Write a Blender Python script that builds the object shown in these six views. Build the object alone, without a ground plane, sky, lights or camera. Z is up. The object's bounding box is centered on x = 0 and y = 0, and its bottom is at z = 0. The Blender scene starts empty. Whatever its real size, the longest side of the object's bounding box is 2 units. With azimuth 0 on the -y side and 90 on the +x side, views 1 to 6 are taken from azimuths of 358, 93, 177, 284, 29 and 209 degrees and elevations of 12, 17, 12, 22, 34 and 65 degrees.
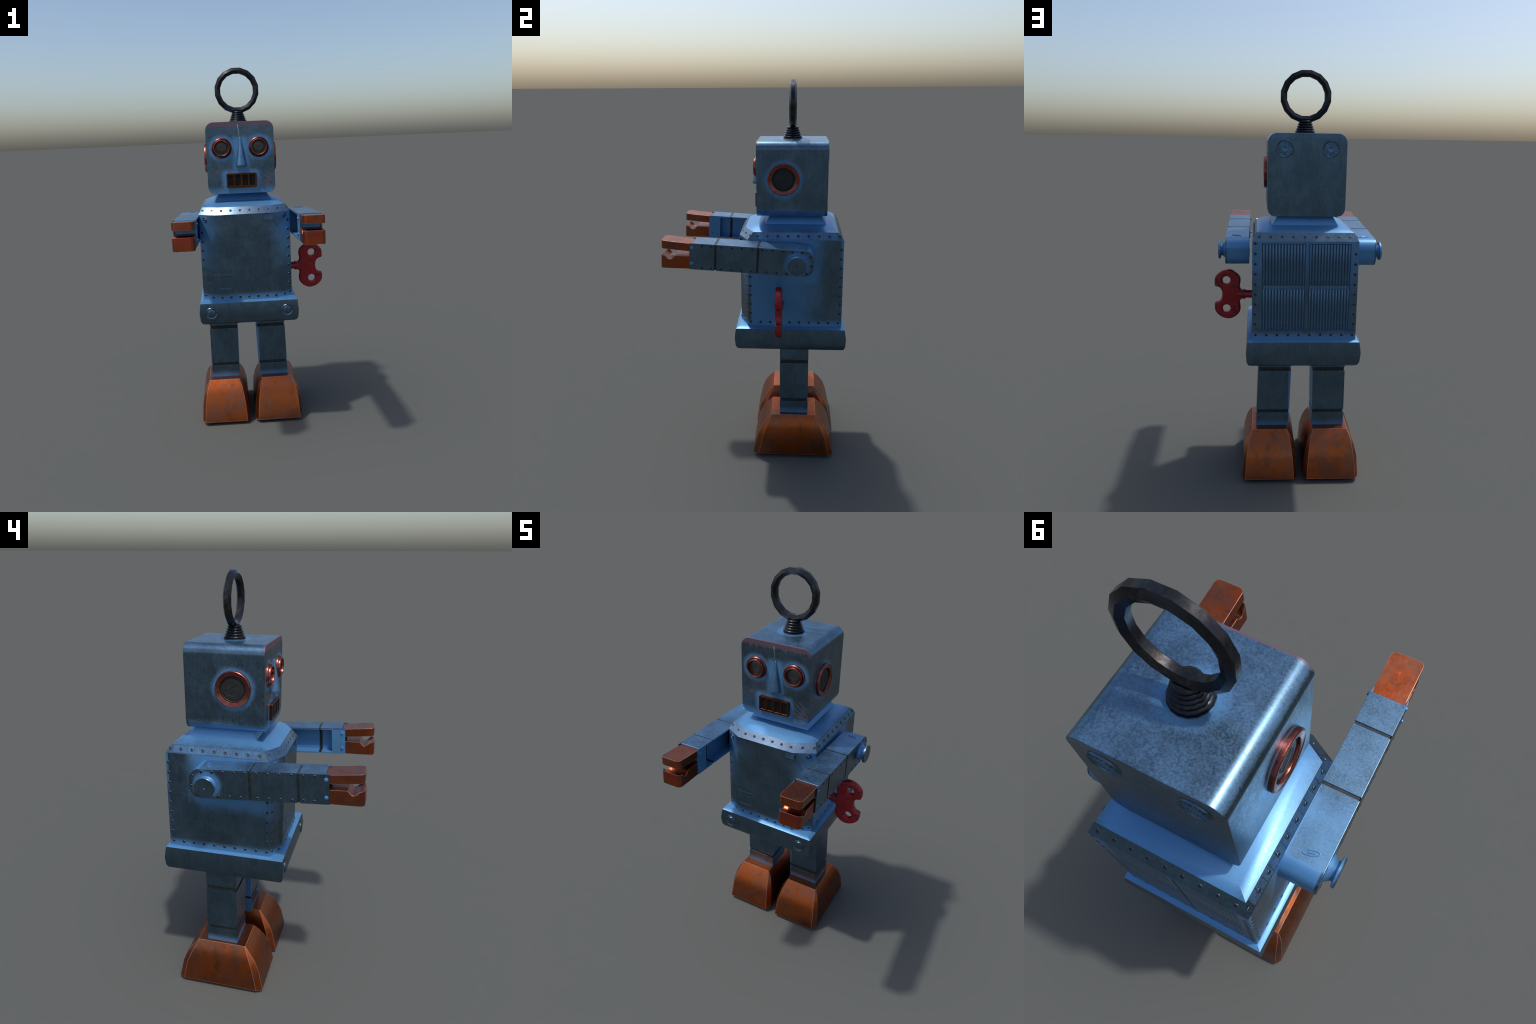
# Wind-up tin toy robot: blue painted tin body, copper feet and claws, red key.
import bpy, bmesh, math, random
from mathutils import Vector, Matrix
random.seed(7)
rad = math.radians

# ------------------------------------------------------------------ node helper
class NB:
    """Small wrapper that builds shader nodes as expressions."""
    def __init__(self, name):
        self.mat = bpy.data.materials.new(name)
        self.mat.use_nodes = True
        self.nt = self.mat.node_tree
        self.nt.nodes.clear()
        self.out = self.nt.nodes.new('ShaderNodeOutputMaterial')
        self.tc = self.nt.nodes.new('ShaderNodeTexCoord')
        self.P = self.tc.outputs['Object']
        s = self.nt.nodes.new('ShaderNodeSeparateXYZ')
        self.nt.links.new(self.P, s.inputs[0])
        self.x, self.y, self.z = s.outputs[0], s.outputs[1], s.outputs[2]

    def put(self, sock, v):
        if isinstance(v, bpy.types.NodeSocket):
            self.nt.links.new(v, sock)
        elif isinstance(v, (tuple, list)):
            sock.default_value = (*v, 1.0) if (len(v) == 3 and sock.type == 'RGBA') else v
        else:
            sock.default_value = v

    def m(self, op, a, b=0.0, c=0.0, clamp=False):
        n = self.nt.nodes.new('ShaderNodeMath'); n.operation = op; n.use_clamp = clamp
        self.put(n.inputs[0], a); self.put(n.inputs[1], b); self.put(n.inputs[2], c)
        return n.outputs[0]

    def add(self, a, b): return self.m('ADD', a, b)
    def sub(self, a, b): return self.m('SUBTRACT', a, b)
    def mul(self, a, b): return self.m('MULTIPLY', a, b)
    def mx(self, a, b): return self.m('MAXIMUM', a, b)
    def mn(self, a, b): return self.m('MINIMUM', a, b)

    def ramp(self, v, a, b, lo=0.0, hi=1.0):
        """lo where v<=a, hi where v>=b (smooth); a may exceed b."""
        n = self.nt.nodes.new('ShaderNodeMapRange'); n.interpolation_type = 'SMOOTHSTEP'
        if a > b:
            a, b, lo, hi = b, a, hi, lo
        self.put(n.inputs['Value'], v)
        n.inputs['From Min'].default_value = a; n.inputs['From Max'].default_value = b
        n.inputs['To Min'].default_value = lo; n.inputs['To Max'].default_value = hi
        return n.outputs['Result']

    def scaled(self, sc, rot=(0, 0, 0)):
        n = self.nt.nodes.new('ShaderNodeMapping')
        self.nt.links.new(self.P, n.inputs['Vector'])
        n.inputs['Scale'].default_value = sc; n.inputs['Rotation'].default_value = rot
        return n.outputs[0]

    def noise(self, scale, detail=3.0, rough=0.6, vec=None):
        n = self.nt.nodes.new('ShaderNodeTexNoise')
        self.nt.links.new(vec if vec is not None else self.P, n.inputs['Vector'])
        n.inputs['Scale'].default_value = scale; n.inputs['Detail'].default_value = detail
        n.inputs['Roughness'].default_value = rough
        return n.outputs['Fac']

    def ball(self, c, s, r0, r1):
        """1 inside scaled radius r0, fading to 0 at r1."""
        v = self.nt.nodes.new('ShaderNodeVectorMath'); v.operation = 'SUBTRACT'
        self.nt.links.new(self.P, v.inputs[0]); v.inputs[1].default_value = c
        w = self.nt.nodes.new('ShaderNodeVectorMath'); w.operation = 'MULTIPLY'
        self.nt.links.new(v.outputs[0], w.inputs[0]); w.inputs[1].default_value = s
        l = self.nt.nodes.new('ShaderNodeVectorMath'); l.operation = 'LENGTH'
        self.nt.links.new(w.outputs[0], l.inputs[0])
        return self.ramp(l.outputs['Value'], r0, r1, 1.0, 0.0)

    def box(self, lo, hi, r0, r1):
        """1 near/inside an axis-aligned box (None = unbounded axis), fading with distance r0->r1."""
        acc = None
        for sock, a, b in zip((self.x, self.y, self.z), lo, hi):
            if a is None:
                continue
            d = self.mx(self.m('SUBTRACT', a, sock), self.mx(self.sub(sock, b), 0.0))
            d2 = self.mul(d, d)
            acc = d2 if acc is None else self.add(acc, d2)
        return self.ramp(self.m('SQRT', acc), r0, r1, 1.0, 0.0)

    def mix(self, f, a, b):
        n = self.nt.nodes.new('ShaderNodeMix'); n.data_type = 'RGBA'
        self.put(n.inputs[0], f); self.put(n.inputs[6], a); self.put(n.inputs[7], b)
        return n.outputs[2]

    def mixf(self, f, a, b):
        n = self.nt.nodes.new('ShaderNodeMix'); n.data_type = 'FLOAT'
        self.put(n.inputs[0], f); self.put(n.inputs[2], a); self.put(n.inputs[3], b)
        return n.outputs[0]

    def edge(self, radius):
        """1 on edges, from the Bevel node's normal against the true normal."""
        b = self.nt.nodes.new('ShaderNodeBevel'); b.samples = 4
        b.inputs['Radius'].default_value = radius
        g = self.nt.nodes.new('ShaderNodeNewGeometry')
        d = self.nt.nodes.new('ShaderNodeVectorMath'); d.operation = 'DOT_PRODUCT'
        self.nt.links.new(b.outputs[0], d.inputs[0]); self.nt.links.new(g.outputs['Normal'], d.inputs[1])
        return self.ramp(d.outputs['Value'], 0.998, 0.975, 0.0, 1.0)

    def bump(self, h, strength, dist):
        n = self.nt.nodes.new('ShaderNodeBump')
        n.inputs['Strength'].default_value = strength; n.inputs['Distance'].default_value = dist
        self.put(n.inputs['Height'], h)
        return n.outputs[0]

    def finish(self, color, metallic, rough, normal=None, spec=0.5):
        p = self.nt.nodes.new('ShaderNodeBsdfPrincipled')
        self.put(p.inputs['Base Color'], color); self.put(p.inputs['Metallic'], metallic)
        self.put(p.inputs['Roughness'], rough)
        self.put(p.inputs['Specular IOR Level'], spec)
        if normal is not None:
            self.put(p.inputs['Normal'], normal)
        self.nt.links.new(p.outputs[0], self.out.inputs[0])
        return self.mat

PAINT_A, PAINT_B = (0.076, 0.225, 0.445), (0.095, 0.258, 0.485)
STEEL_A, STEEL_B = (0.082, 0.132, 0.178), (0.112, 0.180, 0.245)

def tin(name, halos, bias=0.0, grain=0.7, extra=None, rub=0.55, steel_a=STEEL_A, steel_b=STEEL_B):
    """Blue paint worn to bare blue-grey tin; halos(nb) returns where paint survives (0..1)."""
    nb = NB(name)
    h = halos(nb)
    big = nb.noise(10.0, 5.0, 0.65)
    fine = nb.noise(210.0, 2.0, 0.6)
    mid = nb.noise(34.0, 4.0, 0.65)
    v = nb.add(nb.add(h, bias), nb.add(nb.mul(nb.sub(big, 0.5), rub), nb.mul(nb.sub(fine, 0.5), grain)))
    paint = nb.ramp(v, 0.02, 1.05)
    streak = nb.noise(26.0, 4.0, 0.65, nb.scaled((4.0, 4.0, 0.5)))
    steel = nb.mix(nb.ramp(nb.add(nb.mul(big, 0.6), nb.mul(streak, 0.4)), 0.36, 0.64), steel_a, steel_b)
    speck = nb.ramp(nb.noise(300.0, 2.0, 0.5), 0.60, 0.74)
    steel = nb.mix(nb.mul(speck, nb.ramp(mid, 0.45, 0.65, 0.08, 0.60)), steel, (0.15, 0.26, 0.37))
    blue = nb.mix(big, PAINT_A, PAINT_B)
    col = nb.mix(paint, steel, blue)
    scr = nb.ramp(nb.noise(9.0, 2.0, 0.5, nb.scaled((22.0, 22.0, 1.0), (0.25, 0.2, 0.1))), 0.745, 0.77)
    col = nb.mix(nb.mul(scr, 0.45), col, (0.34, 0.46, 0.54))
    metal = nb.mixf(paint, 1.0, 0.42)
    rough = nb.mixf(paint, nb.ramp(nb.add(nb.mul(mid, 0.35), nb.mul(fine, 0.65)), 0.3, 0.7, 0.26, 0.42), 0.40)
    if extra:
        col, metal, rough = extra(nb, col, metal, rough)
    nrm = nb.bump(nb.add(nb.mul(fine, 0.5), mid), 0.07, 0.002)
    return nb.finish(col, metal, rough, nrm)

HX = -0.028          # head centre in x
BX = -0.0227         # torso centre in x

def mx_all(nb, *a):
    r = a[0]
    for k in a[1:]:
        r = nb.mx(r, k)
    return r

def head_halos(nb):
    ear = nb.ball((0, 0.133, 1.526), (0, 1, 1), 0.076, 0.112)
    side = nb.m('GREATER_THAN', nb.m('ABSOLUTE', nb.sub(nb.x, HX)), 0.17)
    ear = nb.mul(nb.mul(ear, side), 0.8)
    front = nb.m('LESS_THAN', nb.y, 0.004)
    e1 = nb.ball((HX - 0.098, 0, 1.577), (1, 0, 1), 0.050, 0.088)
    e2 = nb.ball((HX + 0.098, 0, 1.577), (1, 0, 1), 0.050, 0.088)
    mouth = nb.box((HX - 0.08, None, 1.368), (HX + 0.08, None, 1.442), 0.0, 0.042)
    nose = nb.box((HX - 0.022, None, 1.48), (HX + 0.022, None, 1.61), 0.0, 0.045)
    f = nb.mul(front, nb.mul(mx_all(nb, e1, e2, mouth, nose), 0.85))
    low = nb.mul(nb.ramp(nb.z, 1.336, 1.400, 0.75, 0.0), nb.m('LESS_THAN', nb.y, 0.34))
    top = nb.m('GREATER_THAN', nb.z, 1.69)
    sp = nb.mul(top, nb.ball((-0.03, 0.176, 0), (1, 1, 0), 0.050, 0.115))
    return mx_all(nb, ear, f, low, nb.mul(top, 0.28), nb.mul(sp, 0.7))

def head_marks(nb, col, metal, rough):
    """Dried dark-red smears: a dripping band on the forehead, finger streaks on the cheek, spots."""
    front = nb.m('LESS_THAN', nb.y, 0.004)
    drip = nb.noise(60.0, 3.0, 0.7, nb.scaled((1.0, 0.0, 0.12)))
    band = nb.ramp(nb.add(nb.z, nb.mul(nb.sub(drip, 0.5), 0.07)), 1.680, 1.692)
    thin = nb.mul(nb.ramp(nb.add(nb.z, nb.mul(nb.sub(drip, 0.55), 0.30)), 1.66, 1.70), 0.35)
    band = nb.mx(band, thin)
    # finger streaks run diagonally down to the right
    u = nb.add(nb.mul(nb.sub(nb.x, 0.10), 0.80), nb.mul(nb.sub(nb.z, 1.42), -0.60))
    w = nb.add(nb.mul(nb.sub(nb.x, 0.10), 0.60), nb.mul(nb.sub(nb.z, 1.42), 0.80))
    wave = nb.m('SINE', nb.mul(w, 2 * math.pi / 0.021))
    brk = nb.noise(45.0, 3.0, 0.6)
    lim = nb.mul(nb.ramp(nb.m('ABSOLUTE', nb.add(w, 0.008)), 0.046, 0.036), nb.ramp(nb.add(u, nb.mul(nb.sub(brk, 0.5), 0.03)), -0.026, -0.014))
    lim = nb.mul(lim, nb.ramp(nb.z, 1.365, 1.375))
    palm = nb.ramp(u, 0.005, 0.03)
    fing = nb.mul(lim, nb.mx(nb.ramp(nb.add(wave, nb.mul(nb.sub(brk, 0.5), 2.0)), 0.1, 0.6), nb.mul(palm, nb.ramp(brk, 0.38, 0.55))))
    spots = None
    for c, r in (((-0.072, 0, 1.552), 0.014), ((-0.127, 0, 1.492), 0.009), ((-0.088, 0, 1.455), 0.022), ((-0.012, 0, 1.528), 0.006), ((-0.155, 0, 1.452), 0.02)):
        s = nb.ball(c, (1, 0, 1), r * 0.2, r)
        spots = s if spots is None else nb.mx(spots, s)
    spots = nb.ramp(nb.mul(spots, brk), 0.12, 0.4)
    red = nb.mul(front, nb.mx(nb.mx(nb.mul(band, 0.8), nb.mul(fing, 0.45)), nb.mul(spots, 0.45)))
    col = nb.mix(red, col, (0.135, 0.062, 0.078))
    # one long pale scratch above the nose
    wob = nb.mul(nb.sub(nb.noise(40.0, 2.0), 0.5), 0.004)
    sc = nb.ramp(nb.m('ABSOLUTE', nb.add(nb.add(nb.sub(nb.x, -0.036), nb.mul(nb.sub(nb.z, 1.69), 0.07)), wob)), 0.0022, 0.0010)
    sc = nb.mul(nb.mul(sc, front), nb.mul(nb.ramp(nb.z, 1.625, 1.655), nb.ramp(nb.z, 1.700, 1.692)))
    col = nb.mix(sc, col, (0.45, 0.55, 0.58))
    metal = nb.mixf(red, metal, 0.3)
    return col, metal, nb.mixf(red, rough, 0.5)

def torso_halos(nb):
    bot = nb.ramp(nb.z, 0.772, 0.822)
    bot = nb.m('SUBTRACT', 1.0, bot)
    front = nb.m('LESS_THAN', nb.y, -0.03)
    ax = nb.m('ABSOLUTE', nb.sub(nb.x, BX))
    fside = nb.mul(front, nb.mul(nb.ramp(ax, 0.10, 0.25, 0.0, 0.9), nb.ramp(nb.z, 0.84, 1.14)))
    sd = nb.mul(nb.m('GREATER_THAN', ax, 0.235), nb.m('GREATER_THAN', nb.y, -0.03))
    arm = nb.mul(sd, nb.box((None, -0.2, 1.05), (None, 0.26, 1.24), 0.0, 0.12))
    plus = nb.mul(nb.mul(sd, nb.m('GREATER_THAN', nb.x, 0)), nb.ramp(nb.y, 0.42, 0.14, 0.0, 0.85))
    back = nb.mul(nb.m('GREATER_THAN', nb.y, 0.425), nb.ramp(nb.z, 0.95, 1.20, 0.15, 0.62))
    return mx_all(nb, nb.mul(bot, 0.95), fside, arm, plus, back)

def const_halo(v):
    return lambda nb: nb.m('ADD', v, 0.0)

def arm_halos(cx):
    def f(nb):
        knob = nb.ball((0, 0.205, 1.148), (0, 1, 1), 0.042, 0.080)
        inner = nb.ramp(nb.m('ABSOLUTE', nb.sub(nb.x, cx)), 0.106, 0.108, 1.0, 0.0)
        up = nb.ramp(nb.y, -0.01, 0.06, 0.0, 0.55)
        top = nb.m('GREATER_THAN', nb.add(nb.z, nb.mul(nb.y, 0.0594)), 1.2285)
        inner = nb.mul(inner, nb.m('SUBTRACT', 1.0, top))
        return mx_all(nb, knob, inner, nb.mul(top, nb.mx(up, 0.34)))  # top faces tinted bluer by 0.34 for the sky reflection on them
    return f

def copper(name, base=(0.37, 0.084, 0.019), dark=(0.12, 0.050, 0.030), grey=(0.25, 0.098, 0.058), wear=(0.58, 0.29, 0.20), edge_r=0.004, tip=False):
    nb = NB(name)
    big = nb.noise(11.0, 4.0, 0.6); mid = nb.noise(45.0, 4.0, 0.65); fine = nb.noise(170.0, 3.0, 0.7)
    col = nb.mix(nb.ramp(big, 0.36, 0.70), base, grey)
    grime = nb.ramp(nb.noise(16.0, 5.0, 0.7, nb.scaled((1, 1, 0.6))), 0.50, 0.74)
    col = nb.mix(nb.mul(grime, 0.75), col, dark)
    smoke = nb.ramp(nb.add(nb.mul(nb.noise(6.5, 3.0, 0.55), 0.8), nb.mul(mid, 0.2)), 0.50, 0.66)
    col = nb.mix(nb.mul(smoke, 0.55), col, (0.13, 0.062, 0.042))
    chips = nb.ramp(nb.add(mid, nb.mul(nb.sub(fine, 0.5), 0.5)), 0.72, 0.78)
    ed = nb.mul(nb.edge(edge_r), nb.ramp(nb.add(mid, fine), 0.66, 0.92, 0.45, 1.0))
    w = nb.mx(ed, nb.mul(chips, 0.5))
    col = nb.mix(nb.mul(w, 0.85), col, wear)
    if tip:
        red = nb.mul(nb.ramp(nb.add(nb.y, nb.mul(nb.sub(mid, 0.5), 0.02)), -0.444, -0.452), nb.ramp(nb.add(nb.z, nb.mul(nb.sub(big, 0.5), 0.08)), 1.190, 1.172, 0.0, 1.0))
        red = nb.mul(red, nb.ramp(nb.z, 1.150, 1.165))
        col = nb.mix(nb.mul(red, 0.75), col, (0.36, 0.05, 0.045))
    rough = nb.ramp(nb.add(nb.mul(mid, 0.6), nb.mul(fine, 0.4)), 0.3, 0.7, 0.25, 0.40)
    return nb.finish(col, nb.mixf(w, 0.95, 0.55), rough, nb.bump(nb.add(mid, nb.mul(fine, 0.4)), 0.07, 0.002))

def simple(name, c1, c2, metallic, rough, scale=40.0, bump=0.08, wear=None, spec=0.5, wlo=0.555):
    nb = NB(name)
    n1 = nb.noise(scale, 4.0, 0.65); n2 = nb.noise(scale * 4, 3.0, 0.65)
    col = nb.mix(nb.ramp(n1, 0.38, 0.64), c1, c2)
    if wear:
        col = nb.mix(nb.mul(nb.ramp(nb.add(nb.mul(n2, 0.4), nb.mul(n1, 0.6)), wlo, wlo + 0.09), 0.85), col, wear)
    r = nb.ramp(n2, 0.3, 0.7, rough - 0.07, rough + 0.09)
    return nb.finish(col, metallic, r, nb.bump(n1, bump, 0.002), spec)

def rivet_material():
    nb = NB('rivet_painted_hole_shade')
    r = nb.m('SQRT', nb.add(nb.mul(nb.x, nb.x), nb.mul(nb.y, nb.y)))
    col = nb.mix(nb.ramp(r, 0.0046, 0.0058), (0.006, 0.008, 0.012), (0.085, 0.14, 0.20))  # centre painted near-black: shade of a hole on a shallow raised bowl
    return nb.finish(col, nb.ramp(r, 0.0046, 0.0058, 0.1, 0.9), 0.42)

M = {}
M['head'] = tin('worn_blue_tin_head', head_halos, bias=0.06, extra=head_marks)
M['torso'] = tin('worn_blue_tin_torso', torso_halos, bias=0.08)
M['bright'] = tin('bright_rubbed_tin', const_halo(0.05), steel_a=(0.135, 0.20, 0.285), steel_b=(0.18, 0.26, 0.36))
M['blue'] = tin('blue_paint_tin', const_halo(0.95), grain=0.5)
M['shoulder'] = tin('blue_paint_shoulder', lambda nb: nb.ramp(nb.m('ABSOLUTE', nb.sub(nb.x, BX)), 0.17, 0.24, 1.0, 0.45))
M['steel'] = tin('bare_blue_tin', const_halo(0.0))
M['half'] = tin('rubbed_blue_tin', const_halo(0.42))
M['belt'] = tin('worn_blue_tin_belt', lambda nb: nb.ramp(nb.z, 0.7595, 0.7605, -0.1, 1.0))
M['leg'] = tin('worn_blue_tin_leg', lambda nb: nb.mx(nb.ramp(nb.z, 0.236, 0.290, 0.9, 0.05),
              nb.mul(nb.ramp(nb.m('ABSOLUTE', nb.sub(nb.x, -0.027)), 0.064, 0.060), 0.9)))
M['foot'] = copper('worn_copper_foot')
M['claw'] = copper('worn_copper_claw', base=(0.36, 0.072, 0.020), edge_r=0.003, tip=True)
M['mouth'] = copper('orange_mouth_frame', base=(0.120, 0.034, 0.008), grey=(0.10, 0.030, 0.009), wear=(0.18, 0.065, 0.025), edge_r=0.0012)
M['rim'] = simple('red_copper_rim', (0.205, 0.056, 0.044), (0.26, 0.082, 0.066), 0.95, 0.27, 60.0)
M['key'] = simple('red_key_enamel', (0.33, 0.016, 0.022), (0.42, 0.032, 0.038), 0.6, 0.36, 24.0, 0.25, wear=(0.085, 0.024, 0.028), wlo=0.515)
M['black'] = simple('black_enamel', (0.020, 0.021, 0.025), (0.030, 0.031, 0.037), 0.75, 0.24, 18.0, 0.0, wear=(0.050, 0.044, 0.036))
M['dark'] = simple('dark_seam', (0.012, 0.018, 0.018), (0.02, 0.028, 0.028), 0.3, 0.4)
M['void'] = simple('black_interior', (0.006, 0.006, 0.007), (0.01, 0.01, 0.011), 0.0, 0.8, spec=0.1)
M['disc'] = simple('dark_grey_disc', (0.017, 0.017, 0.018), (0.023, 0.023, 0.024), 0.1, 0.5, spec=0.3)
M['glass'] = simple('smoky_lens', (0.028, 0.028, 0.026), (0.045, 0.042, 0.034), 0.0, 0.35, 60.0, 0.03)
M['backing'] = simple('dark_blue_backing', (0.034, 0.064, 0.105), (0.05, 0.085, 0.135), 0.6, 0.45)
M['rivet'] = rivet_material()

# ------------------------------------------------------------------ mesh helpers
COL = bpy.context.scene.collection
def link(o, parent=None):
    COL.objects.link(o)
    if parent is not None:
        o.parent = parent
    return o

def obj_from(name, verts, faces, mat=None, parent=None, smooth=None):
    me = bpy.data.meshes.new(name)
    me.from_pydata([tuple(v) for v in verts], [], faces)
    bm = bmesh.new(); bm.from_mesh(me)
    bmesh.ops.recalc_face_normals(bm, faces=bm.faces)
    bm.to_mesh(me); bm.free()
    o = bpy.data.objects.new(name, me)
    if mat: me.materials.append(M[mat])
    link(o, parent)
    if smooth: smooth_angle(o, smooth)
    return o

def smooth_angle(o, deg):
    me = o.data
    for p in me.polygons: p.use_smooth = True
    me.update()
    bm = bmesh.new(); bm.from_mesh(me)
    for e in bm.edges:
        if len(e.link_faces) == 2:
            e.smooth = e.calc_face_angle(0.0) < rad(deg)
        else:
            e.smooth = False
    bm.to_mesh(me); bm.free()

def bake(o):
    """Apply modifiers."""
    dg = bpy.context.evaluated_depsgraph_get(); dg.update()
    me = bpy.data.meshes.new_from_object(o.evaluated_get(dg))
    o.modifiers.clear(); old = o.data; o.data = me; me.name = o.name
    bpy.data.meshes.remove(old)
    return o

def bevel(o, w=0.002, seg=2, ang=28, smooth=40):
    b = o.modifiers.new('b', 'BEVEL'); b.width = w; b.segments = seg
    b.limit_method = 'ANGLE'; b.angle_limit = rad(ang); b.harden_normals = False
    bake(o)
    if smooth:
        smooth_angle(o, smooth)
        w = o.modifiers.new('w', 'WEIGHTED_NORMAL'); w.keep_sharp = True; w.weight = 100
        bake(o)
    return o

def cut(o, cutters):
    for c in cutters:
        m = o.modifiers.new('c', 'BOOLEAN'); m.operation = 'DIFFERENCE'; m.object = c; m.solver = 'EXACT'
    bake(o)
    for c in cutters:
        me = c.data; bpy.data.objects.remove(c); bpy.data.meshes.remove(me)
    return o

def loft(name, loops, mat=None, parent=None, cap=(True, True), smooth=None):
    n = len(loops[0]); v = [p for l in loops for p in l]; f = []
    for i in range(len(loops) - 1):
        for j in range(n):
            k = (j + 1) % n
            f.append((i * n + j, i * n + k, (i + 1) * n + k, (i + 1) * n + j))
    if cap[0]: f.append(tuple(range(n)))
    if cap[1]: f.append(tuple((len(loops) - 1) * n + j for j in range(n)))
    return obj_from(name, v, f, mat, parent, smooth)

def box(name, lo, hi, mat=None, parent=None):
    (a, b, c), (d, e, g) = lo, hi
    return loft(name, [[(a, b, z), (d, b, z), (d, e, z), (a, e, z)] for z in (c, g)], mat, parent)

def lathe(name, prof, seg, frame, mat=None, parent=None, smooth=None, cap=(False, True)):
    """prof = (radius, height) pairs; frame = 4x4 whose z is the axis."""
    loops = []
    for r, h in prof:
        loops.append([frame @ Vector((r * math.cos(2 * math.pi * i / seg), r * math.sin(2 * math.pi * i / seg), h)) for i in range(seg)])
    return loft(name, loops, mat, parent, cap, smooth)

def frame(origin, axis, xdir=None):
    z = Vector(axis).normalized()
    x = Vector(xdir) if xdir else (Vector((0, 0, 1)) if abs(z.z) < 0.9 else Vector((1, 0, 0)))
    x = (x - z * x.dot(z)).normalized(); y = z.cross(x)
    m = Matrix((x, y, z)).transposed().to_4x4(); m.translation = Vector(origin)
    return m

def tube(name, paths, r, mat, parent, res=2, fill=False):
    cu = bpy.data.curves.new(name, 'CURVE'); cu.dimensions = '3D'
    cu.bevel_depth = r; cu.bevel_resolution = res; cu.use_fill_caps = True
    for pts, closed in paths:
        s = cu.splines.new('POLY'); s.points.add(len(pts) - 1); s.use_cyclic_u = closed
        for q, p in zip(s.points, pts): q.co = (*p, 1)
    t = bpy.data.objects.new(name, cu); COL.objects.link(t)
    dg = bpy.context.evaluated_depsgraph_get(); dg.update()
    me = bpy.data.meshes.new_from_object(t.evaluated_get(dg))
    bpy.data.objects.remove(t); bpy.data.curves.remove(cu)
    me.materials.clear(); me.materials.append(M[mat]); me.name = name
    o = bpy.data.objects.new(name, me); link(o, parent); smooth_angle(o, 50)
    return o

def arc(cx, cz, r, a0, a1, n):
    return [(cx + r * math.cos(rad(a0 + (a1 - a0) * i / n)), cz + r * math.sin(rad(a0 + (a1 - a0) * i / n))) for i in range(n + 1)]

# ------------------------------------------------------------------ the robot
robot = bpy.data.objects.new('toy_robot', None); link(robot)
robot['label'] = 'vintage wind-up tin robot, worn blue body, copper feet'
robot['category'] = 'toy robot'

# rivet dimples share one mesh
def rivet_mesh():
    prof = [(0.0072, -0.0006), (0.0070, 0.0002), (0.0062, 0.0011), (0.0053, 0.0013), (0.0045, 0.0006), (0.0034, -0.0002 + 0.0005), (0.0015, 0.0002)]
    o = lathe('rivet', prof, 14, Matrix(), 'rivet', None, 80)
    me = o.data; bpy.data.objects.remove(o)
    return me
RIVET = rivet_mesh()
def rivet(pos, normal, parent, scale=1.0):
    o = bpy.data.objects.new('rivet', RIVET); link(o, parent)
    o.matrix_local = frame(pos, normal) @ Matrix.Rotation(random.uniform(0, 6.28), 4, 'Z') @ Matrix.Scale(scale * random.uniform(0.98, 1.10), 4)

# ---- torso: six-sided plan with a bowed front, sloped riveted collar, shoulders, neck
Y_BACK, Y_COR, Y_FR = 0.437, -0.047, -0.0905
def plan(hx, kx, yb, yc, yf, z, kc=-0.030):
    return [(BX + hx, yb, z), (BX - hx, yb, z), (BX - hx, yc, z), (kc - kx, yf, z), (kc + kx, yf, z), (BX + hx, yc, z)]
P0 = plan(0.2425, 0.157, Y_BACK, -0.049, Y_FR, 0.766)
P1 = plan(0.2425, 0.148, Y_BACK, -0.042, -0.092, 1.234)
P2 = plan(0.2225, 0.132, 0.409, -0.015, -0.064, 1.270, kc=-0.0305)
torso = loft('torso', [P0, P1], 'torso', robot, cap=(True, True))
# back grille recess
GX0, GX1, GZ0, GZ1 = -0.230, 0.1755, 0.811, 1.231
cut(torso, [box('c', (GX0, Y_BACK - 0.0032, GZ0), (GX1, Y_BACK + 0.05, GZ1 - 0.0075))])
# small slot pressed into the chest
bevel(torso, 0.0018, 2, 45, 40)
collar = loft('collar', [P1, P2], 'steel', robot, cap=(False, False))
NB_ = [(0.131, 0.351), (-0.177, 0.351), (-0.177, 0.037), (0.131, 0.037)]
def rect6(x0, x1, y0, y1, z):
    return [(x1, y1, z), (x0, y1, z), (x0, y0, z), (x0 + (x1 - x0) * 0.3, y0, z), (x0 + (x1 - x0) * 0.7, y0, z), (x1, y0, z)]
def lerp_loop(A, B, t, dz=0.0):
    return [tuple(a[i] * (1 - t) + b[i] * t + (dz if i == 2 else 0) for i in range(3)) for a, b in zip(A, B)]
N0 = rect6(-0.177, 0.131, 0.037, 0.351, 1.295)
N1 = rect6(-0.155, 0.104, 0.062, 0.327, 1.333)
N2 = rect6(-0.152, 0.101, 0.065, 0.324, 1.345)
shoulder = loft('shoulder', [P2, lerp_loop(P2, N0, 0.5, 0.0035), N0], 'shoulder', robot, cap=(False, False), smooth=35)
neck = loft('neck', [N0, N1, N2], 'blue', robot, cap=(False, True), smooth=20)

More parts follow.
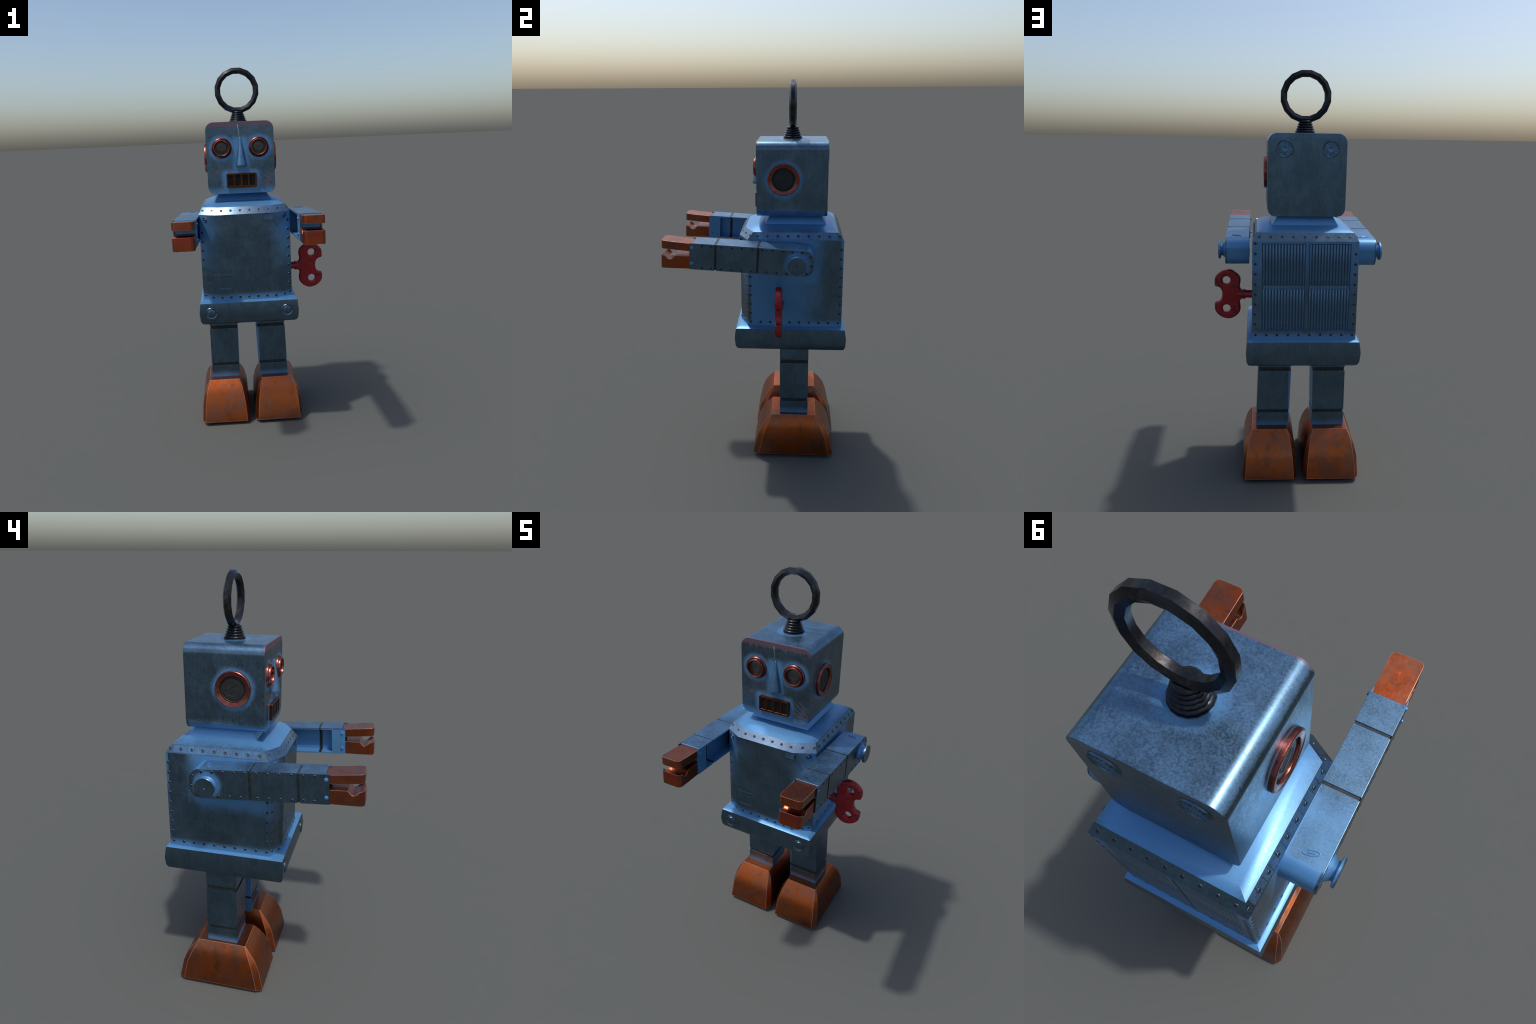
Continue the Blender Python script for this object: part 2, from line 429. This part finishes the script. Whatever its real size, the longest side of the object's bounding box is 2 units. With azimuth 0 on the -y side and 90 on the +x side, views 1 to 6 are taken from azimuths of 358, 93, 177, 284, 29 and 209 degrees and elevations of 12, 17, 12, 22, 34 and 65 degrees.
# seam lip between collar and front plate
front_lo = [P1[2], P1[3], P1[4], P1[5]]
front_hi = [P2[2], P2[3], P2[4], P2[5]]
def lip(name, a, b, t, over, mat, parent):
    """thin bent strip lying on the face between polylines a (low) and b (high)"""
    v, f = [], []
    n = len(a)
    for i in range(n):
        A, B = Vector(a[i]), Vector(b[i])
        i0, i1 = max(i - 1, 0), min(i + 1, n - 1)
        nr = Vector((0, 0, 0))
        for j in range(i0, i1):
            nr += (Vector(a[j + 1]) - Vector(a[j])).cross(Vector(b[j]) - Vector(a[j])).normalized()
        nr.normalize()
        if nr.y > 0: nr = -nr
        d = (B - A).normalized()
        v += [A - d * over - nr * 0.002, A - d * over + nr * t, B + nr * t, B - nr * 0.002]
    for i in range(n - 1):
        for k in range(4):
            l = (k + 1) % 4
            f.append((i * 4 + k, i * 4 + l, i * 4 + 4 + l, i * 4 + 4 + k))
    f += [(0, 1, 2, 3), tuple((n - 1) * 4 + k for k in range(4))]
    return obj_from(name, v, f, mat, parent)
band = lip('collar_band', front_lo, front_hi, 0.0022, 0.001, 'bright', collar)
smooth_angle(band, 40)

# side strips on the collar, cut into short plates
for sgn in (-1, 1):
    A = Vector((BX + sgn * 0.2425, 0, 1.234)); B = Vector((BX + sgn * 0.2225, 0, 1.270))
    d = (B - A); nrm = Vector((sgn * 0.036, 0, 0.020)).normalized()
    cnt = 12
    for i in range(cnt):
        y0 = 0.002 + (0.398 / cnt) * i + 0.0008; y1 = 0.002 + (0.398 / cnt) * (i + 1) - 0.0008
        t0, t1, th = 0.10, 0.92, 0.0009
        c = [A + d * t0, A + d * t0 + nrm * th, A + d * t1 + nrm * th, A + d * t1]
        loft('collar_plate', [[(p.x, y, p.z) for p in c] for y in (y0, y1)], 'half', collar)

# rivets on the torso
def poly_at(pts, x):
    for a, b in zip(pts, pts[1:]):
        if min(a[0], b[0]) - 1e-6 <= x <= max(a[0], b[0]) + 1e-6:
            t = (x - a[0]) / (b[0] - a[0])
            p = Vector(a).lerp(Vector(b), t)
            n = Vector((b[1] - a[1], -(b[0] - a[0]), 0)).normalized()
            return p, (n if n.y < 0 else -n)
def front_point(x, z):
    t = (z - 0.766) / (1.234 - 0.766)
    pts = [Vector(P0[i]).lerp(Vector(P1[i]), t) for i in (2, 3, 4, 5)]
    return poly_at(pts, x)
for sgn in (-1, 1):
    X = BX + sgn * 0.2425
    for i in range(10): rivet((X, -0.033 + 0.0502 * i, 0.791), (sgn, 0, 0), torso)
    for i in range(8):
        rivet((X, -0.034 if i < 7 else -0.030, 0.841 + 0.0495 * i), (sgn, 0, 0), torso)
        rivet((X, 0.4245, 0.841 + 0.0495 * i), (sgn, 0, 0), torso)
    for i in range(9):
        rivet((BX + sgn * 0.2332 + sgn * 0.0013, 0.004 + 0.0515 * i, 1.2525 + 0.0007), (0.036 * sgn, 0, 0.020), collar)
    for i in range(9):
        xx = BX + sgn * 0.2295
        if sgn < 0 and i == 8: continue
        p, n = front_point(xx, 0.793 + 0.0495 * i); rivet(p, n, torso)
        rivet((BX + sgn * 0.2285, Y_BACK, 0.844 + 0.0475 * i), (0, 1, 0), torso)
for x in (-0.210, -0.162, -0.114, -0.065, -0.017, 0.032, 0.081, 0.129, 0.178):
    p, n = front_point(x, 0.785); rivet(p, n, torso)
for i in range(10):
    rivet((BX + 0.2265 - 0.0503 * i, Y_BACK, 0.791), (0, 1, 0), torso)
for i in range(9):
    rivet((0.1875 - 0.0514 * i, 0.4235, 1.2515), (0, 0.036, 0.028), collar)
mid_lo = [Vector(a).lerp(Vector(b), 0.52) for a, b in zip(front_lo, front_hi)]
for i in range(10):
    x = -0.2445 + 0.0497 * i
    p, n = poly_at(mid_lo, x)
    n = (n + Vector((0, 0, 0.72))).normalized()
    rivet(p + n * 0.0022, n, collar)

# hex bolts, chest slot and the pressed outline on the chest
for x, z in ((-0.233, 1.208), (0.188, 1.214)):
    p, n = front_point(x, z)
    fr = frame(p, n)
    lathe('hex_bolt', [(0.0165, -0.001), (0.0165, 0.001), (0.0152, 0.0022), (0.0130, 0.0022), (0.0118, 0.0008), (0.0075, 0.0008), (0.0055, 0.0028), (0.002, 0.0034)], 6, fr, 'half', torso)
p, n = front_point(0.105, 1.211)
x0, x1, z0, z1, yy = 0.083, 0.127, 1.202, 1.220, Y_FR
slot = box('chest_slot', (x0 - 0.002, p.y - 0.0016, z0 - 0.002), (x1 + 0.002, p.y + 0.004, z1 + 0.002), 'half', torso)
cut(slot, [box('c', (x0, p.y - 0.01, z0), (x1, p.y - 0.0001, z1))])
def fpt(x, z, off=0.0002):
    p, n = front_point(x, z); return p + n * off
top_run = [(-0.197 + 0.004 * i, 0.9125) for i in range(21)] + arc(-0.117, 0.8985, 0.014, 90, 10, 5)
bot_run = [(-0.182, 0.8345), (-0.125, 0.8345)] + arc(-0.118, 0.8475, 0.013, -80, 0, 5) + [(-0.105, 0.872)]
tube('pressed_outline', [([fpt(x, z) for x, z in top_run], False), ([fpt(x, z) for x, z in bot_run], False),
     ([fpt(-0.196, z) for z in (0.893, 0.886)] , False), ([fpt(-0.128, 0.8895), fpt(-0.114, 0.8885)], False)], 0.0011, 'half', torso, 1)

# ---- back grille: four banks of vertical ribs, cross bars
yg = Y_BACK - 0.0032
gmid = (GX0 + GX1) / 2 - 0.0030
zmid = 1.0195
bar1 = box('grille_bar', (gmid - 0.008, yg - 0.002, GZ0 - 0.006), (gmid + 0.008, Y_BACK + 0.0002, GZ1 - 0.001), 'torso', torso)
bevel(bar1, 0.0015, 2)
for a, b in ((GX0 + 0.004, gmid - 0.0085), (gmid + 0.0085, GX1 - 0.0035)):
    bevel(box('grille_bar', (a, yg - 0.002, zmid - 0.0080), (b, Y_BACK - 0.0016, zmid + 0.0080), 'half', torso), 0.0015, 2)
box('grille_backing', (GX0 + 0.0008, yg - 0.0020, GZ0 + 0.0008), (GX1 - 0.0008, yg + 0.0006, GZ1 - 0.0085), 'backing', torso)
rib_len = {}
def rib_mesh(z0, z1):
    prof = [(-0.0047, 0.0), (-0.0042, 0.0022), (-0.0026, 0.0040), (0, 0.0047), (0.0026, 0.0040), (0.0042, 0.0022), (0.0047, 0.0)]
    loops = []
    for z, k in ((z0, 0.55), (z0 + 0.003, 1.0), (z1 - 0.003, 1.0), (z1, 0.55)):
        loops.append([(px * (0.8 + 0.2 * k), py * k * 0.85 - 0.0002, z) for px, py in prof])
    o = loft('grille_rib', loops, 'half', None, smooth=50)
    me = o.data; bpy.data.objects.remove(o); return me
for z0, z1 in ((GZ0 + 0.003, zmid - 0.0085), (zmid + 0.0085, GZ1 - 0.0105)):
    me = rib_mesh(z0, z1)
    for a, b in ((GX0 + 0.001, gmid - 0.008), (gmid + 0.008, GX1 - 0.001)):
        nr = 14; pitch = (b - a) / nr
        for i in range(nr):
            o = bpy.data.objects.new('grille_rib', me); link(o, torso)
            o.location = (a + pitch * (i + 0.5), yg, 0)
tube('grille_edge', [([(GX0 + 0.001, Y_BACK - 0.0005, GZ0 + 0.002), (GX0 + 0.001, Y_BACK - 0.0005, GZ1 - 0.010)], False),
                     ([(gmid - 0.008, Y_BACK + 0.0006, GZ0 - 0.004), (gmid - 0.008, Y_BACK + 0.0006, GZ1 - 0.004)], False)], 0.0016, 'half', torso, 2)

# ---- belt / hip box
def rect(x0, x1, y0, y1, z): return [(x0, y0, z), (x1, y0, z), (x1, y1, z), (x0, y1, z)]
hip = loft('hip', [rect(-0.262, 0.2255, -0.091, 0.440, 0.6385), rect(-0.276, 0.237, -0.104, 0.452, 0.6465), rect(-0.2845, 0.2445, -0.1135, 0.459, 0.664), rect(-0.289, 0.2475, -0.117, 0.462, 0.706),
                   rect(-0.283, 0.2425, -0.110, 0.455, 0.760), rect(-0.262, 0.2175, -0.088, 0.4345, 0.7695)], 'belt', robot, smooth=26)
for x in (-0.225, 0.185):
    fr = frame((x, -0.1165, 0.707), (0, -1, 0.06))
    o = lathe('screw', [(0.0315, -0.002), (0.0315, 0.0008), (0.0295, 0.0026), (0.0270, 0.0016), (0.0245, 0.0004), (0.0230, 0.0030), (0.0195, 0.0042), (0.010, 0.0052), (0.002, 0.0054)], 28, fr, 'steel', hip, 40)
    cut(o, [box('c', (x - 0.0012, -0.14, 0.692), (x + 0.0012, -0.1200, 0.7245))])

# ---- legs (three shell pieces with dark joint grooves) and feet
LY0, LY1 = 0.1175, 0.2705
def leg_rect(top, bot, z, ins=0.0):
    t = (z - 0.236) / (0.56 - 0.236)
    a = bot[0] + (top[0] - bot[0]) * t; b = bot[1] + (top[1] - bot[1]) * t
    return rect(a + ins, b - ins, LY0 + ins, LY1 - ins, z)
for top, bot, fx in (((-0.2505, -0.0865), (-0.2515, -0.0885), -0.178), ((0.0215, 0.188), (0.0320, 0.198), 0.130)):
    leg = loft('leg', [leg_rect(top, bot, z) for z in (0.326, 0.538)], 'leg', robot)
    bevel(leg, 0.0018, 2)
    for z0, z1 in ((0.557, 0.650), (0.225, 0.310)):
        bevel(loft('leg_sleeve', [leg_rect(top, bot, z) for z in (z0, z1)], 'leg', leg), 0.0018, 2)
    for z0, z1 in ((0.536, 0.559), (0.308, 0.328)):
        loft('leg_groove', [leg_rect(top, bot, z, 0.004) for z in (z0, z1)], 'dark', leg)
    # foot: bevelled block whose octagonal sections widen in three facets
    def octo(z, hs, hf, yf, yb, ysf, ysb):
        return [(fx - hf, yf, z), (fx + hf, yf, z), (fx + hs, ysf, z), (fx + hs, ysb, z), (fx + hf, yb, z), (fx - hf, yb, z), (fx - hs, ysb, z), (fx - hs, ysf, z)]
    secs = [octo(0.000, 0.118, 0.104, -0.006, 0.390, 0.020, 0.368),
            octo(0.019, 0.1382, 0.1222, -0.027, 0.411, 0.003, 0.385),
            octo(0.118, 0.1325, 0.1150, -0.006, 0.390, 0.024, 0.366),
            octo(0.171, 0.1215, 0.1070, 0.0160, 0.369, 0.042, 0.345),
            octo(0.208, 0.1090, 0.0990, 0.0430, 0.342, 0.058, 0.327),
            octo(0.2395, 0.0890, 0.0860, 0.0715, 0.3135, 0.0745, 0.3105)]
    foot = loft('foot', secs, 'foot', robot, smooth=24)

# ---- arms: riveted channels in three pieces, round knob at the shoulder, claw of two jaws
TH = rad(3.4)
def arm(x_in, side, PIV=(0.205, 1.150)):
    """x_in: inner face; side: +1 for the +x arm, -1 for the other."""
    cx = x_in
    def W(u, s, h):
        return (x_in + side * u, PIV[0] - s * math.cos(TH) + h * math.sin(TH), PIV[1] + s * math.sin(TH) + h * math.cos(TH))
    if side not in ARM_MATS:
        ARM_MATS[side] = tin('worn_blue_tin_arm', arm_halos(x_in))
    M['arm'] = ARM_MATS[side]
    HT, HB, U1, TP = 0.0710, -0.0615, 0.1145, 0.009
    def blk(name, u0, u1, s0, s1, h0, h1, mat=None, parent=None):
        return loft(name, [[W(u, s, h) for u, s in ((u0, s0), (u1, s0), (u1, s1), (u0, s1))] for h in (h0, h1)], mat, parent)
    # upper piece with rounded back end
    back = [(-0.080 + 0.050 + q[0], HT - 0.050 + q[1]) for q in arc(0, 0, 0.050, 90, 180, 6)]
    low = [(-0.080 + 0.046 + q[0], HB + 0.046 + q[1]) for q in arc(0, 0, 0.046, 180, 270, 6)]
    prof = [(0.185, HT)] + back + low + [(0.185, HB)]
    up = loft('arm', [[W(u, s, h) for s, h in prof] for u in (0.0, U1)], 'arm', robot)
    cut(up, [blk('c', -0.02, 0.045, 0.060, 0.30, HB + TP, HT - TP)])
    bevel(up, 0.0016, 2)
    # middle piece
    mid = blk('arm_segment', 0, U1, 0.195, 0.390, HB, HT, 'arm', up)
    cut(mid, [blk('c', -0.02, 0.045, 0.10, 0.50, HB + TP, HT - TP)]); bevel(mid, 0.0016, 2)
    # front piece: recess, end block with open front
    fr = blk('arm_segment', 0, U1, 0.400, 0.522, HB, HT, 'arm', up)
    cut(fr, [blk('c', -0.02, 0.045, 0.30, 0.455, HB + TP, HT - TP), blk('c', 0.006, U1 - 0.006, 0.506, 0.60, HB - 0.02, HT + 0.02)])
    bevel(fr, 0.0014, 2)
    # dark bands sunk in the gaps
    for s0, s1 in ((0.183, 0.197), (0.388, 0.402)):
        g = blk('arm_groove', 0.003, U1 - 0.0035, s0, s1, HB + 0.0035, HT - 0.0035, 'dark', up)
        cut(g, [blk('c', -0.02, 0.0435, s0 - 0.02, s1 + 0.02, HB + TP + 0.0015, HT - TP - 0.0015)])
    # rivets on the outer plate
    nrm = (side, 0, 0)
    for s in (0.462, 0.415, 0.367, 0.317, 0.268, 0.219, 0.171, 0.122, 0.074, 0.027, -0.020): rivet(W(U1, s, 0.0595), nrm, up)
    for s in (0.459, 0.415, 0.367, 0.317, 0.268, 0.219, 0.146, 0.097, 0.048): rivet(W(U1, s, -0.0500), nrm, up)
    for s, h in ((-0.061, 0.040), (-0.070, -0.005), (-0.048, -0.045), (-0.002, -0.052)): rivet(W(U1, s, h), nrm, up)
    # bolts on both faces of the end block and a pressed line between them
    for h in (0.048, -0.030):
        lathe('bolt', [(0.0090, -0.001), (0.0090, 0.0012), (0.0070, 0.0014), (0.0066, 0.0036), (0.0052, 0.0046), (0.0015, 0.0046)], 12, frame(W(U1, 0.509, h), (side, 0, 0)), 'blue', up, 40)
        lathe('bolt', [(0.0062, -0.001), (0.0062, 0.0058), (0.0050, 0.0070), (0.0030, 0.0062), (0.001, 0.0062)], 12, frame(W(0.0, 0.508, h), (-side, 0, 0)), 'blue', up, 40)
    tube('pressed_line', [([W(U1, 0.4985, 0.029), W(U1, 0.4985, -0.008)], False)], 0.0009, 'half', up, 1)
    # shoulder knob: cone, neck and flange
    kn = frame(W(U1, 0, 0), (side, 0, 0))
    lathe('shoulder_knob', [(0.0430, -0.002), (0.0415, 0.002), (0.0330, 0.013), (0.0300, 0.019), (0.0305, 0.023), (0.0430, 0.0245), (0.0455, 0.0265), (0.0455, 0.0335), (0.0440, 0.0352), (0.0070, 0.0352), (0.0052, 0.0352), (0.0035, 0.0325), (0.001, 0.0320)], 32, kn, 'armknob', up, 30)
    # oval pressed mark on the top of the shoulder
    ov = [(0.0215 * math.cos(a), 0.0075 * math.sin(a)) for a in [2 * math.pi * i / 20 for i in range(20)]]
    tube('pressed_oval', [([W(0.062 + p, -0.001 + 0.30 * p + q, HT + 0.0006) for p, q in ov], True)], 0.0018, 'blue', up, 2)
    tube('pressed_oval', [([W(0.062 + p * 0.5, -0.001 + 0.15 * p, HT + 0.0006) for p in (-0.02, 0.02)], False)], 0.0022, 'blue', up, 2)
    # claw: two solid jaws with rounded tips
    u0, u1 = 0.0035, 0.1085
    rr = 0.019
    def jaw(profile, name):
        """profile: closed (s,h) outline; extruded across, tip corners rounded in plan."""
        us = [u0, u0 + 0.0025, u0 + 0.0075, u0 + rr * 0.75, u0 + rr, u1 - rr, u1 - rr * 0.75, u1 - 0.0075, u1 - 0.0025, u1]
        loops = []
        for u in us:
            e = min(u - u0, u1 - u)
            back_off = 0.0 if e >= rr else rr - math.sqrt(max(rr * rr - (rr - e) ** 2, 0.0))
            lim = 0.6625 - back_off
            loops.append([W(u, s if s <= 0.60 else 0.60 + (s - 0.60) * (lim - 0.60) / 0.0625, h) for s, h in profile])
        return bevel(loft(name, loops, 'claw', up), 0.0012, 2, 35, 40)
    jaw([(0.500, 0.0265), (0.560, 0.0285), (0.636, 0.0315), (0.6615, 0.0325), (0.6615, 0.0725), (0.580, 0.0690), (0.500, 0.0655)], 'claw_jaw')
    dip = [(0.653, -0.005), (0.645, -0.0118), (0.637, -0.0165), (0.630, -0.0190), (0.622, -0.0198), (0.615, -0.0180), (0.608, -0.0138), (0.602, -0.0080), (0.596, -0.0015), (0.590, 0.0010)]
    jaw([(0.500, 0.0020)] + dip[::-1] + [(0.6625, 0.0002), (0.6625, -0.0655), (0.580, -0.0635), (0.500, -0.0600)], 'claw_jaw')
    return up
ARM_MATS = {}
M['armknob'] = tin('worn_blue_tin_knob', lambda nb: nb.ramp(nb.m('ABSOLUTE', nb.sub(nb.x, -0.0165)), 0.392, 0.398, 0.9, 0.0))
arm(0.2355, 1)
arm(-0.2640, -1, (0.205, 1.1455))

# ---- head
HZ0, HZ1, HW = 1.335, 1.7115, 0.1795
HYF, HYB = -0.003, 0.354
prof = []
prof += [(HX + HW - 0.042 + a, HZ1 - 0.042 + b) for a, b in arc(0, 0, 0.042, 0, 90, 8)]
prof += [(HX - HW + 0.042 + a, HZ1 - 0.042 + b) for a, b in arc(0, 0, 0.042, 90, 180, 8)]
prof += [(HX - HW + 0.036 + a, HZ0 + 0.036 + b) for a, b in arc(0, 0, 0.036, 180, 270, 3)]
prof += [(HX + HW - 0.036 + a, HZ0 + 0.036 + b) for a, b in arc(0, 0, 0.036, 270, 360, 3)]
head = loft('head', [[(x, y, z) for x, z in prof] for y in (HYF, HYB)], 'head', robot)
bevel(head, 0.0022, 2, 60, 40)

# eyes
for sx in (-0.098, 0.098):
    fr = frame((HX + sx, HYF, 1.577), (0, -1, 0))
    lathe('eye_rim', [(0.0535, -0.002), (0.0535, 0.004), (0.0520, 0.0075), (0.0490, 0.0095), (0.0465, 0.0080), (0.0455, 0.0070), (0.0450, 0.0125), (0.0430, 0.0165), (0.0400, 0.0180), (0.0375, 0.0165), (0.0362, 0.0130), (0.0358, 0.003)], 40, fr, 'rim', head, 35, cap=(False, False))
    lathe('eye_lens', [(0.0362, 0.0035), (0.0350, 0.0050), (0.0315, 0.0046), (0.0300, 0.0058), (0.015, 0.0072), (0.002, 0.0076)], 36, fr, 'glass', head, 40)
# nose: half cone
loops = []
for t in (0.0, 0.02, 0.06, 0.3, 0.6, 0.9, 0.97, 1.0):
    z = 1.629 - 0.150 * t
    r = 0.0035 + 0.0275 * t
    d = 0.0040 + 0.0300 * t
    if t == 0.0: r, d = 0.0015, 0.0015
    if t == 1.0: r, d = 0.0295, 0.0320
    loops.append([(HX + 0.002 + r * math.cos(rad(180 + a)), HYF + 0.001 + d * math.sin(rad(180 + a)), z) for a in range(0, 181, 12)])
loft('nose', loops, 'nose' if 'nose' in M else 'half', head, smooth=40)
# mouth
mo = [(HX - 0.0795 + 0.0075 + a, 1.4435 - 0.0075 + b) for a, b in arc(0, 0, 0.0075, 180, 90, 4)] + [(HX + 0.081 - 0.0075 + a, 1.4435 - 0.0075 + b) for a, b in arc(0, 0, 0.0075, 90, 0, 4)] + \
     [(HX + 0.081 - 0.0075 + a, 1.367 + 0.0075 + b) for a, b in arc(0, 0, 0.0075, 0, -90, 4)] + [(HX - 0.0795 + 0.0075 + a, 1.367 + 0.0075 + b) for a, b in arc(0, 0, 0.0075, -90, -180, 4)]
mouth = loft('mouth', [[(x, y, z) for x, z in mo] for y in (HYF + 0.001, HYF - 0.0125)], 'mouth', head)
wins = []
for i in range(4):
    a = HX - 0.0795 + 0.0098 + i * 0.0380
    wins.append(box('c', (a, -0.1, 1.3770), (a + 0.0275, HYF - 0.0005, 1.4335)))
cut(mouth, wins); bevel(mouth, 0.0014, 2, 40, 40)
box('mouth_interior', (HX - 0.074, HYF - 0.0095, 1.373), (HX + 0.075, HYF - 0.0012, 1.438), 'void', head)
# ears: flanged rims around a dark embossed disc
for side in (-1, 1):
    fr = frame((HX + side * HW, 0.133, 1.5265), (side, 0, 0), (0, 0, 1))
    lathe('ear_rim', [(0.0790, -0.002), (0.0795, 0.008), (0.0785, 0.0125), (0.0760, 0.0145), (0.0735, 0.0135), (0.0715, 0.0125), (0.0600, 0.0120), (0.0575, 0.0105), (0.0565, 0.0075), (0.0565, 0.003)], 44, fr, 'rim', head, 35, cap=(False, False))
    lathe('ear_disc', [(0.0570, 0.0035), (0.0545, 0.0045), (0.0525, 0.0025), (0.0475, 0.0025), (0.0460, 0.0052), (0.002, 0.0052)], 40, fr, 'disc', head, 30)
    def em(pts): return [fr @ Vector((q, p, 0.0052)) for p, q in pts]
    rot = 28
    def half(sgn):
        pts = arc(0, 0, 0.031, 12, 168, 14)
        pts = [(p, q + 0.002) for p, q in pts]
        pts = [(p * math.cos(rad(rot)) + q * math.sin(rad(rot)), -p * math.sin(rad(rot)) + q * math.cos(rad(rot))) for p, q in pts]
        return em([(sgn * p, sgn * q) for p, q in pts])
    tube('ear_emblem', [(half(1), True), (half(-1), True)], 0.0014, 'disc', head, 2)
# vents pressed in the back of the head
for x in (-0.134, 0.0745):
    fr = frame((x, HYB, 1.6425), (0, 1, 0), (0, 0, 1))
    vent = lathe('head_vent', [(0.0405, -0.002), (0.0395, 0.0018), (0.0370, 0.0040), (0.0340, 0.0016), (0.0325, 0.0002)], 36, fr, 'steel', head, 40)
    for i in range(14):
        a = 2 * math.pi * i / 14
        pts = [fr @ Vector((r * math.cos(a), r * math.sin(a), hh)) for r, hh in ((0.0165, 0.0012), (0.031, 0.0002))]
        tube('vent_fin', [(pts, False)], 0.0026, 'half', vent, 1)
    lathe('vent_hub', [(0.0175, -0.001), (0.0170, 0.0020), (0.0135, 0.0030), (0.0115, 0.0016), (0.001, 0.0016)], 24, fr, 'half', vent, 40)
# spring foot and antenna ring
prof = [(0.0500, 1.7085), (0.0500, 1.713), (0.0492, 1.7160)]
zb, n = 1.7160, 4
radii = [0.0482, 0.0435, 0.0395, 0.0355, 0.0320]
for i in range(len(radii)):
    r = radii[i]; h = 0.0112
    z = zb + i * h
    prof += [(r - 0.0025, z), (r, z + 0.0030), (r + 0.0004, z + 0.0055), (r - 0.0020, z + 0.0088), (r - 0.0075, z + 0.0100), (r - 0.0078, z + 0.0108)]
prof += [(0.016, 1.772), (0.014, 1.776)]
lathe('spring_mount', prof, 16, Matrix.Translation((-0.0295, 0.1755, 0)), 'black', head, 50)
loops = []
RN = 16
for i in range(RN):
    a = 2 * math.pi * (i + 0.5) / RN
    sec = []
    for r, y in ((0.1213, 0.0095), (0.1213, -0.0095), (0.1060, -0.0182), (0.0905, -0.0095), (0.0905, 0.0095), (0.1060, 0.0182)):
        sec.append((-0.0295 + r * math.cos(a), 0.176 + y, 1.881 + r * math.sin(a)))
    loops.append(sec)
loops.append(loops[0])
v = [p for l in loops[:-1] for p in l]; f = []
for i in range(RN):
    for k in range(6):
        l = (k + 1) % 6; j = (i + 1) % RN
        f.append((i * 6 + k, i * 6 + l, j * 6 + l, j * 6 + k))
ring = obj_from('antenna_ring', v, f, 'black', head, smooth=30)


# ---- wind-up key on the robot's side
right = [(0.3765, 0.913), (0.3750, 0.898), (0.3765, 0.883), (0.381, 0.871), (0.389, 0.862), (0.399, 0.858), (0.4085, 0.8555), (0.4125, 0.851), (0.4140, 0.838), (0.4130, 0.818), (0.4060, 0.801), (0.3880, 0.783), (0.3670, 0.772), (0.3430, 0.7675), (0.3200, 0.773), (0.3000, 0.786), (0.2860, 0.803), (0.2810, 0.821), (0.2825, 0.842), (0.2850, 0.857), (0.2815, 0.868), (0.2730, 0.875), (0.2550, 0.877)]
lower = right[1:]
upper = [(x, 2 * 0.898 - z) for x, z in lower[::-1]]
outline = lower + upper[:-1]
cu = bpy.data.curves.new('winding_key', 'CURVE'); cu.dimensions = '2D'; cu.fill_mode = 'BOTH'
cu.extrude = 0.0090; cu.bevel_depth = 0.0075; cu.bevel_resolution = 4; cu.offset = -0.0075
def spline2(pts):
    s = cu.splines.new('POLY'); s.points.add(len(pts) - 1); s.use_cyclic_u = True
    for q, p in zip(s.points, pts): q.co = (p[0], p[1], 0, 1)
# smooth the outline with a closed Catmull-Rom curve
sm = []
for i in range(len(outline)):
    p0, p1, p2, p3 = (Vector(outline[(i + k) % len(outline)]) for k in (-1, 0, 1, 2))
    for t in (0, 0.25, 0.5, 0.75):
        sm.append(0.5 * ((2 * p1) + (p2 - p0) * t + (2 * p0 - 5 * p1 + 4 * p2 - p3) * t * t + (3 * p1 - p0 - 3 * p2 + p3) * t ** 3))
spline2(sm)
for hz in (0.973, 0.823):
    spline2([(0.353 + 0.0205 * math.cos(2 * math.pi * i / 24), hz + 0.0205 * math.sin(2 * math.pi * i / 24)) for i in range(24)])
t = bpy.data.objects.new('winding_key', cu); COL.objects.link(t)
dg = bpy.context.evaluated_depsgraph_get(); dg.update()
me = bpy.data.meshes.new_from_object(t.evaluated_get(dg))
bpy.data.objects.remove(t); bpy.data.curves.remove(cu)
me.transform(Matrix(((1, 0, 0, 0), (0, 0, -1, 0.1155), (0, 1, 0, 0), (0, 0, 0, 1))))
me.materials.clear(); me.materials.append(M['key']); me.name = 'winding_key'
key = bpy.data.objects.new('winding_key', me); link(key, robot); smooth_angle(key, 40)
st = lathe('key_stem', [(0.0235, 0.0), (0.0205, 0.008), (0.0200, 0.055), (0.0180, 0.078), (0.0165, 0.085)], 24, frame((0.214, 0.1175, 0.898), (1, 0, 0)), 'key', key, 40)

# clean: nothing but the robot stays
for o in list(bpy.data.objects):
    if o is not robot and o.parent is None:
        bpy.data.objects.remove(o)
